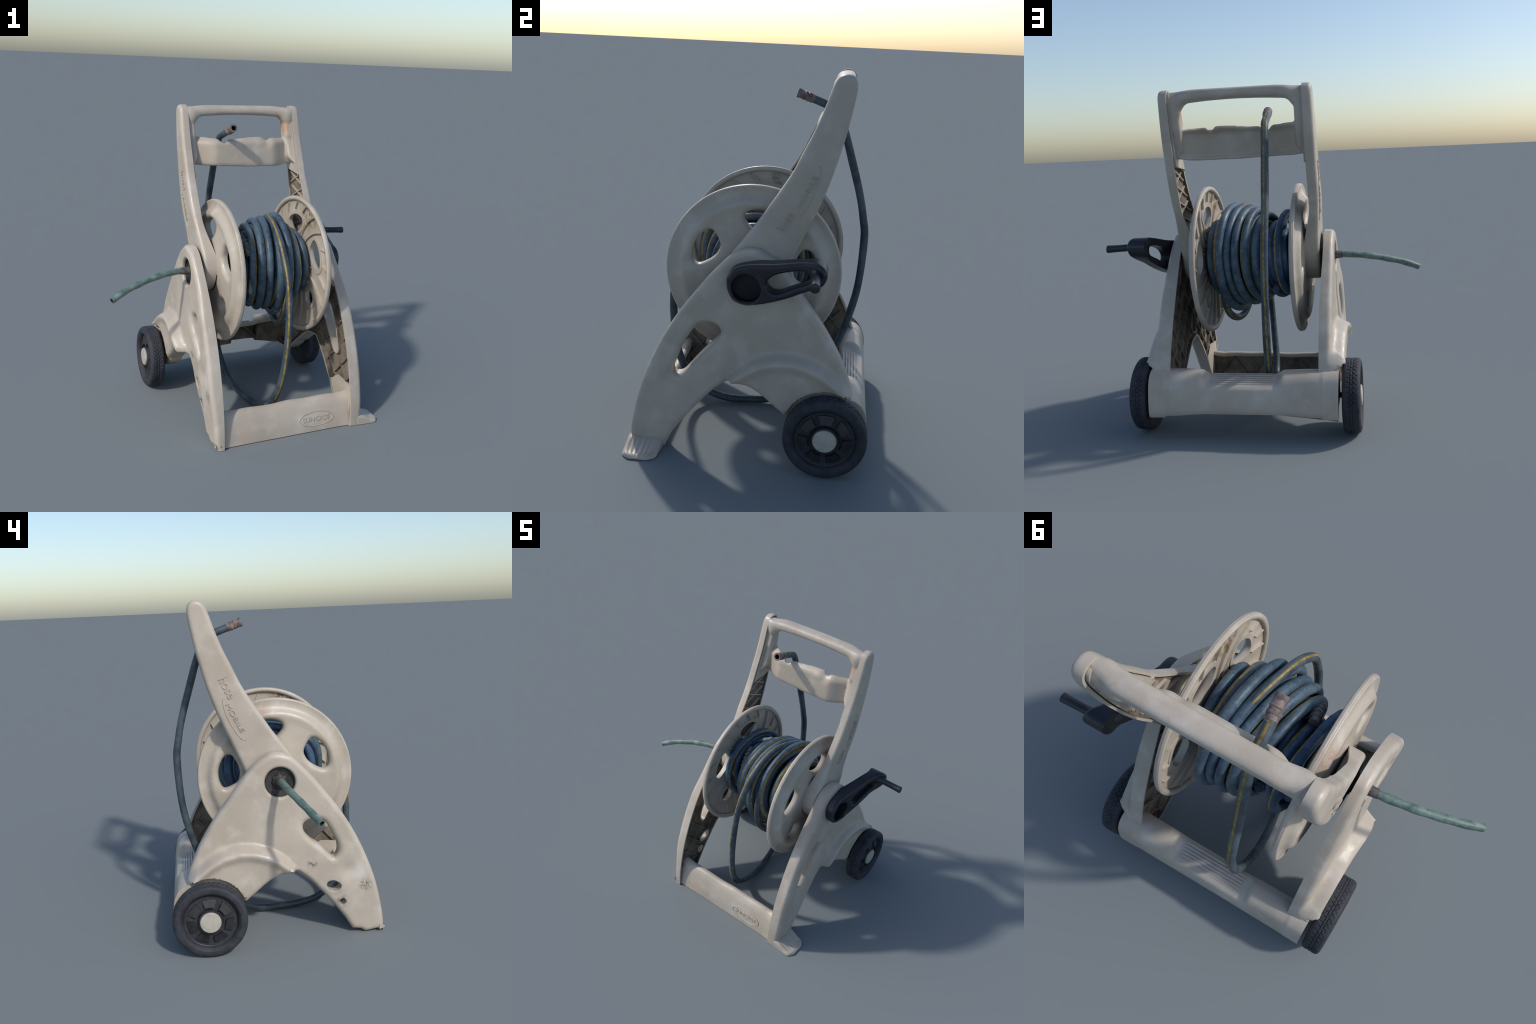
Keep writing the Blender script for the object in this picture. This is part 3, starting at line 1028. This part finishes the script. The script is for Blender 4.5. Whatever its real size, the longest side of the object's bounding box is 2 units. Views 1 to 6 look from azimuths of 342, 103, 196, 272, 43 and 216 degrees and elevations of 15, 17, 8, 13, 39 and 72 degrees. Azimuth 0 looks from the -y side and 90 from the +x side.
# ----------------------------------------------------------------------- reel
def flange_skin(p):
    r = np.hypot(p[:, 0] - AX_Y, p[:, 1] - AX_Z)
    return np.interp(r, [0.0, 0.07, 0.11, 0.33, 0.366, 0.378, 0.388, 0.398, 0.412, 0.44, 0.47],
                     [0.352, 0.350, 0.342, 0.334, 0.338, 0.335, 0.327, 0.316, 0.307, 0.304, 0.310])


def ring_pts(r, n, c=(AX_Y, AX_Z)):
    a = np.linspace(0, 2 * math.pi, n, endpoint=False)
    return np.stack([c[0] + r * np.cos(a), c[1] + r * np.sin(a)], 1)


def teardrop(deg_c, skew):
    """Rounded triangular window in the flange."""
    pts = [(0.212, -1), (0.225, -11), (0.275, -18), (0.318, -19), (0.337, -9), (0.340, 3), (0.325, 15),
           (0.290, 20), (0.245, 16), (0.218, 8)]
    out = []
    for r, a in pts:
        t = math.radians(deg_c + skew * a + (r - 0.28) * 40 * skew)
        out.append((AX_Y + r * math.cos(t), AX_Z + r * math.sin(t)))
    return resample(catmull(out, 6, True), 0.012, True)


drum = Mesh()
lathe(drum, [(-0.36, 0.05), (-0.345, 0.13), (-0.30, 0.135), (0.30, 0.135), (0.345, 0.13), (0.36, 0.05)], (0, AX_Y, AX_Z), 48)
lathe(drum, [(-0.47, 0.040), (-0.36, 0.046), (-0.30, 0.05), (0.30, 0.05), (0.36, 0.046), (0.50, 0.040)], (0, AX_Y, AX_Z), 32)
reel = drum.build("reel", ["axle"])
REEL_X = 0.003        # the reel sits a little towards the crank

for s in (1, -1):
    outer = ring_pts(0.463, 150)
    holes = [teardrop(154, 1), teardrop(80, 1), teardrop(8, 1)]
    holes += [ring_pts(0.052, 30, (AX_Y + 0.275 * math.cos(math.radians(a)), AX_Z + 0.275 * math.sin(math.radians(a)))) for a in (-138, -62)]
    mb = Mesh()
    loops = shell(mb, s, outer, holes, flange_skin, lambda p: np.full(len(p), 0.281), r=0.010, hole_r=[0.028] * 5,
                  lip=0.024, skin=0.012, m_in=1, hole_depth=lambda p: np.full(len(p), 0.292), floor=lambda p: np.minimum(0.297, flange_skin(p) - 0.010))
    # rolled rim
    a = np.linspace(0, 2 * math.pi, 150, endpoint=False)
    rr = []
    for t in np.linspace(0, 2 * math.pi, 12, endpoint=False):
        r = 0.449 + 0.0160 * math.cos(t)
        x = 0.290 + 0.0145 * math.sin(t)
        rr.append(mb.add([(s * x, AX_Y + r * math.cos(k), AX_Z + r * math.sin(k)) for k in a]))
    for p, q in zip(rr, rr[1:] + rr[:1]):
        mb.bridge(p, q, 0)
    # swept ribs on the inner face
    for k in range(21):
        t0 = 2 * math.pi * k / 21
        prev = None
        for j in range(9):
            r = 0.17 + (0.432 - 0.17) * j / 8
            t = t0 + 0.32 * ((r - 0.17) / 0.26) ** 1.3
            p = (AX_Y + r * math.cos(t), AX_Z + r * math.sin(t))
            if prev is not None:
                hh = 0.009 + 0.007 * (j / 8)
                rib(mb, s, prev, p, loops, lambda q: np.full(len(q), 0.2985), lambda q, hh=hh: np.full(len(q), 0.297 - hh), 0.006, 1, 0.008)
            prev = p
    mb.v = [(x + REEL_X, y, z) for x, y, z in mb.v]
    fl = mb.build("flange", ["flange", "flange_in"], parent=reel)
    # dark ratchet hub between flange and arm
    mb = Mesh()
    lathe(mb, [(s * 0.325, 0.118), (s * 0.366, 0.115), (s * 0.372, 0.095), (s * 0.385, 0.09), (s * 0.392, 0.06), (s * 0.43, 0.055)], (0, AX_Y, AX_Z), 40,
          radial=lambda k, i: 0.008 * ((i // 2) % 2) if k < 2 else 0.0)
    mb.build("hub", ["axle"], parent=reel, angle=30)

# sunk bearing cup on the left panel
mb = Mesh()
lathe(mb, [(-0.44, 0.02), (-0.440, 0.096), (-0.484, 0.094), (-0.485, 0.084), (-0.474, 0.080), (-0.471, 0.045), (-0.484, 0.040), (-0.488, 0.025)], (0, -0.048, 0.966), 40,
      radial=lambda k, i: 0.006 * ((i // 3) % 2) if k in (4, 5) else 0)
mb.build("bearing_cup", ["axle"], parent=panels[-1])


# ----------------------------------------------------------------------- hose
HR = 0.0225


def coil_path(x0, pitch, R0, R1, turns, phase, tilt, zoff=0.02, wob=0.006, seed=0):
    """Wound turns about the axle, leaning by `tilt` and slightly uneven."""
    g = np.random.default_rng(seed)
    n = int(turns * 96)
    f = np.linspace(0, 2 * math.pi * turns, n)
    R = R0 + (R1 - R0) * f / f[-1]
    for k in range(1, 5):
        R = R + wob / k * np.sin(f * (0.37 * k + 0.13) + g.uniform(0, 6.28))
    a = phase + f
    y = AX_Y + R * np.cos(a)
    z = AX_Z + zoff + R * np.sin(a)
    x = x0 + pitch * f / (2 * math.pi) + tilt * (y - AX_Y)
    for k in range(1, 4):
        x = x + 0.004 / k * np.sin(f * (0.61 * k) + g.uniform(0, 6.28))
    return np.stack([x, y, z], 1)


def coil(name, path, mats, stripe, seed, parent, r=HR):
    g = np.random.default_rng(seed)
    ph, am = g.uniform(0, 6.28), 0.5
    mb = Mesh()
    up = path[0] - np.array([path[0][0], AX_Y, AX_Z])
    tube(mb, path, lambda t: r * (1 + 0.035 * math.sin(t * 61 + ph) + 0.02 * math.sin(t * 137)), 26, stripe, up,
         twist=lambda t: am * math.sin(t * 9 + ph))
    return mb.build(name, list(mats), parent=parent, angle=60, weld=0)


# long loose end: over the top, down the front, along the ground, up behind
top_turn = [(0.150, 0.185, 0.930), (0.145, 0.150, 1.120), (0.122, -0.030, 1.255), (0.106, -0.220, 1.185), (0.088, -0.350, 1.000),
            (0.084, -0.330, 0.760), (0.108, -0.200, 0.607), (0.140, -0.060, 0.575), (0.168, 0.100, 0.655), (0.164, 0.198, 0.840),
            (0.150, 0.236, 1.000), (0.130, 0.172, 1.165), (0.100, 0.060, 1.262), (0.068, -0.050, 1.294), (0.045, -0.160, 1.287),
            (0.028, -0.290, 1.226), (0.020, -0.400, 1.115)]
strand = [(0.018, -0.480, 0.980), (0.014, -0.528, 0.780), (0.004, -0.538, 0.560), (-0.012, -0.512, 0.330), (-0.033, -0.435, 0.155),
          (-0.044, -0.320, 0.062), (-0.044, -0.200, 0.029), (-0.060, -0.080, 0.0245), (-0.076, 0.020, 0.027), (-0.093, 0.120, 0.052),
          (-0.112, 0.245, 0.130), (-0.122, 0.350, 0.260), (-0.132, 0.435, 0.440), (-0.146, 0.515, 0.740), (-0.156, 0.535, 1.050),
          (-0.162, 0.518, 1.190), (-0.165, 0.486, 1.330), (-0.163, 0.427, 1.520), (-0.160, 0.376, 1.675), (-0.156, 0.328, 1.778),
          (-0.153, 0.260, 1.812), (-0.150, 0.190, 1.838), (-0.147, 0.162, 1.847)]
path = resample(catmull(top_turn + strand, 16), 0.012)
mb = Mesh()
tube(mb, path, lambda t: 0.0222 * (1 + 0.03 * math.sin(t * 90)), 26, math.radians(25), up=(0.2, 1, 0.4),
     twist=lambda t: 0.35 * math.sin(t * 12) + 0.2 - 1.0 * smooth(0.45, 0.6, t))
hose = mb.build("hose", ["hose_end", "stripe"], angle=60, weld=0)

# corroded coupling on its end
mb = Mesh()
d = np.array([0.004, -0.052, 0.018])
fp = np.array([np.array([-0.1485, 0.200, 1.8345]) + d * t for t in np.linspace(0, 1.80, 30)])


def fit_r(t):
    r = 0.0252 if t > 0.10 else 0.0228
    r += 0.0022 if 0.30 < t < 0.40 or 0.52 < t < 0.62 else 0
    return r + (0.0015 if t > 0.86 else 0)


tube(mb, fp, fit_r, 24, bore=0.62, mats=(0, 0))
mb.build("hose_coupling", ["brass", "brass", "hollow"], parent=hose, angle=30, weld=0)

def winding(x0, pitch, turns, phase, prof, tilt, zoff, seed, jit=0.010):
    """Turns laid side by side; prof(x0) gives the radius the pile has there."""
    g = np.random.default_rng(seed)
    n = int(turns * 96)
    f = np.linspace(0, turns, n)
    a = phase + 2 * math.pi * f
    xs = x0 + pitch * f
    kn = np.arange(0, turns + 2, 0.5)
    R = prof(xs) + np.interp(f, kn, g.normal(0, jit, len(kn)))
    k = tilt(xs) if callable(tilt) else tilt
    y = AX_Y + np.interp(xs, [-0.15, 0.0, 0.10, 0.25], [0.026, 0.012, -0.010, -0.010]) + R * np.cos(a)
    z = AX_Z + zoff + R * np.sin(a)
    x = xs + 0.003 + k * (y - AX_Y) + np.interp(f, kn, g.normal(0, 0.0055, len(kn)))
    p = np.stack([x, y, z], 1)
    q = p.copy()
    for _ in range(12):          # ease the jitter
        q[1:-1] = 0.5 * q[1:-1] + 0.25 * (q[:-2] + q[2:])
    return q


PX = [-0.28, -0.235, -0.195, -0.165, -0.145, -0.115, -0.06, 0.0, 0.05, 0.10, 0.135, 0.17, 0.20, 0.235, 0.27]
PR = [0.248, 0.254, 0.250, 0.222, 0.224, 0.252, 0.275, 0.290, 0.303, 0.322, 0.306, 0.264, 0.228, 0.198, 0.180]
top = lambda x: np.interp(x, PX, PR)
under = lambda k: (lambda x: np.maximum(np.interp(x, PX, PR) - 0.044 * k, 0.165))
lean = lambda x: np.interp(x, [-0.25, -0.1, 0.05, 0.15, 0.25], [0.20, 0.22, 0.24, 0.14, 0.03])
ST = math.radians(-42)
for x0, pit, turns, ph, pr, tilt, zo, mat, sd, st in [
        (-0.262, 0.050, 10.4, 0.3, under(2), 0.06, 0.006, "hose_blue", 1, ST),
        (0.235, -0.052, 6.8, 1.2, under(1), 0.14, 0.012, "hose_top", 2, ST),
        (-0.225, 0.050, 1.5, 0.9, under(0.9), 0.16, 0.030, "hose_blue", 3, ST),
        (-0.246, 0.052, 1.15, 4.4, top, 0.20, 0.036, "hose_blue", 4, ST),
        (-0.122, 0.0535, 4.05, 4.0, top, lean, 0.024, "hose_top", 5, ST),
        (0.094, 0.0535, 3.1, 4.0, top, lean, 0.018, "hose_top", 6, math.radians(-30))]:
    coil("hose_coil", winding(x0, pit, turns, ph, pr, tilt, zo, sd), (mat, "stripe"), st, sd, hose, 0.0245)

# ribbed joiner seen in the gap of the winding
mb = Mesh()
jp = []
for a in np.linspace(math.radians(108), math.radians(150), 60):
    jp.append((-0.185 - 0.05 * math.cos(a), AX_Y + 0.222 * math.cos(a), AX_Z + 0.02 + 0.222 * math.sin(a)))
tube(mb, jp, lambda t: 0.024 + (0.005 if (t * 6) % 1 < 0.45 and 0.1 < t < 0.9 else 0), 22, mats=(0, 0))
mb.build("hose_joiner", ["stub_root"], parent=hose, angle=30, weld=0)

# cut-off supply hose at the left hub
sp = resample(catmull([(-0.440, -0.046, 0.966), (-0.505, -0.050, 0.974), (-0.560, -0.053, 0.976), (-0.622, -0.062, 0.972), (-0.737, -0.086, 0.955),
                       (-0.849, -0.120, 0.929), (-0.938, -0.152, 0.902), (-1.017, -0.190, 0.867)], 14), 0.012)
mb = Mesh()
tube(mb, sp, lambda t: 0.0205 + 0.0012 * math.sin(t * 31), 22, bore=0.7, mats=(0, 0))
stub = mb.build("supply_hose", ["stub", "stub", "hollow"], angle=50, weld=0)
mb = Mesh()
tube(mb, sp[2:10], lambda t: 0.029 - 0.007 * t, 22, mats=(0, 0))
mb.build("connector_collar", ["stub_root"], parent=stub, angle=40, weld=0)


# ---------------------------------------------------------------------- crank
def crank_skin(p):
    y = p[:, 0]
    return 0.593 + 0.26 * np.maximum(y - 0.0, -0.05) + 0.03 * smooth(0.22, 0.34, y)


def crank_back(p):
    y = p[:, 0]
    return 0.506 + 0.35 * np.maximum(y, 0.0) - 0.03 * smooth(0.25, 0.34, y)


cr = [(-0.142, 0.975), (-0.138, 1.018), (-0.105, 1.062), (-0.028, 1.088), (0.094, 1.108), (0.213, 1.137), (0.290, 1.150), (0.328, 1.139),
      (0.350, 1.108), (0.347, 1.073), (0.322, 1.037), (0.241, 0.987), (0.151, 0.938), (0.038, 0.892), (-0.039, 0.876), (-0.099, 0.887), (-0.131, 0.930)]
slot = [(0.056, 0.995), (0.066, 1.025), (0.106, 1.058), (0.198, 1.090), (0.253, 1.092), (0.275, 1.072), (0.262, 1.040), (0.194, 1.004), (0.121, 0.964), (0.078, 0.966)]
outer = resample(catmull(cr, 10, True), 0.012, True)
holes = [resample(catmull(slot, 8, True), 0.010, True), ring_pts(0.072, 36, (-0.043, 0.962))]
mb = Mesh()
shell(mb, 1, outer, holes, crank_skin, crank_back, r=0.020, hole_r=[0.014, 0.012], back=True, m_in=0)
lathe(mb, [(0.500, 0.076), (0.528, 0.075), (0.529, 0.02), (0.530, 0.01)], (0, -0.043, 0.960), 36, mats=[0, 1, 1])
crank = mb.build("crank", ["black", "hollow"])
mb = Mesh()
gp = [(0.650, 0.302, 1.100), (0.690, 0.299, 1.095), (0.740, 0.299, 1.091), (0.800, 0.300, 1.088), (0.840, 0.300, 1.086), (0.852, 0.300, 1.086)]
tube(mb, catmull(gp, 8), lambda t: (0.035 - 0.0135 * smooth(0.0, 0.35, t) + 0.002 * smooth(0.5, 0.85, t)) * (1 - 0.45 * smooth(0.93, 1.0, t)), 18, mats=(0, 0))
mb.build("crank_grip", ["black"], parent=crank, weld=0)

# ------------------------------------------------- oval badge on the front bar
LEAN = math.atan2(0.020, 0.080)
BU = np.array([0, math.sin(LEAN), math.cos(LEAN)])
BO = np.array([0, -math.cos(LEAN), math.sin(LEAN)])
BC = np.array([0.203, -0.6185, 0.082])
mb = Mesh()
oval = [BC + np.array([0.124 * math.cos(t), 0, 0]) + BU * 0.047 * math.sin(t) + BO * (0.0015 - 0.004 * math.sin(t) ** 2) for t in np.linspace(0, 2 * math.pi, 80)]
tube(mb, oval, 0.0022, 8, up=BO)
mb.build("badge_ring", ["bar"], parent=front_bar)
text_on("SUNCAST", BC + np.array([-0.098, 0, 0]) - BU * 0.014, (1, 0, 0), BU, BO, 0.196, 0.030, 0.0, "lettering", front_bar, "letters", 0.0018)
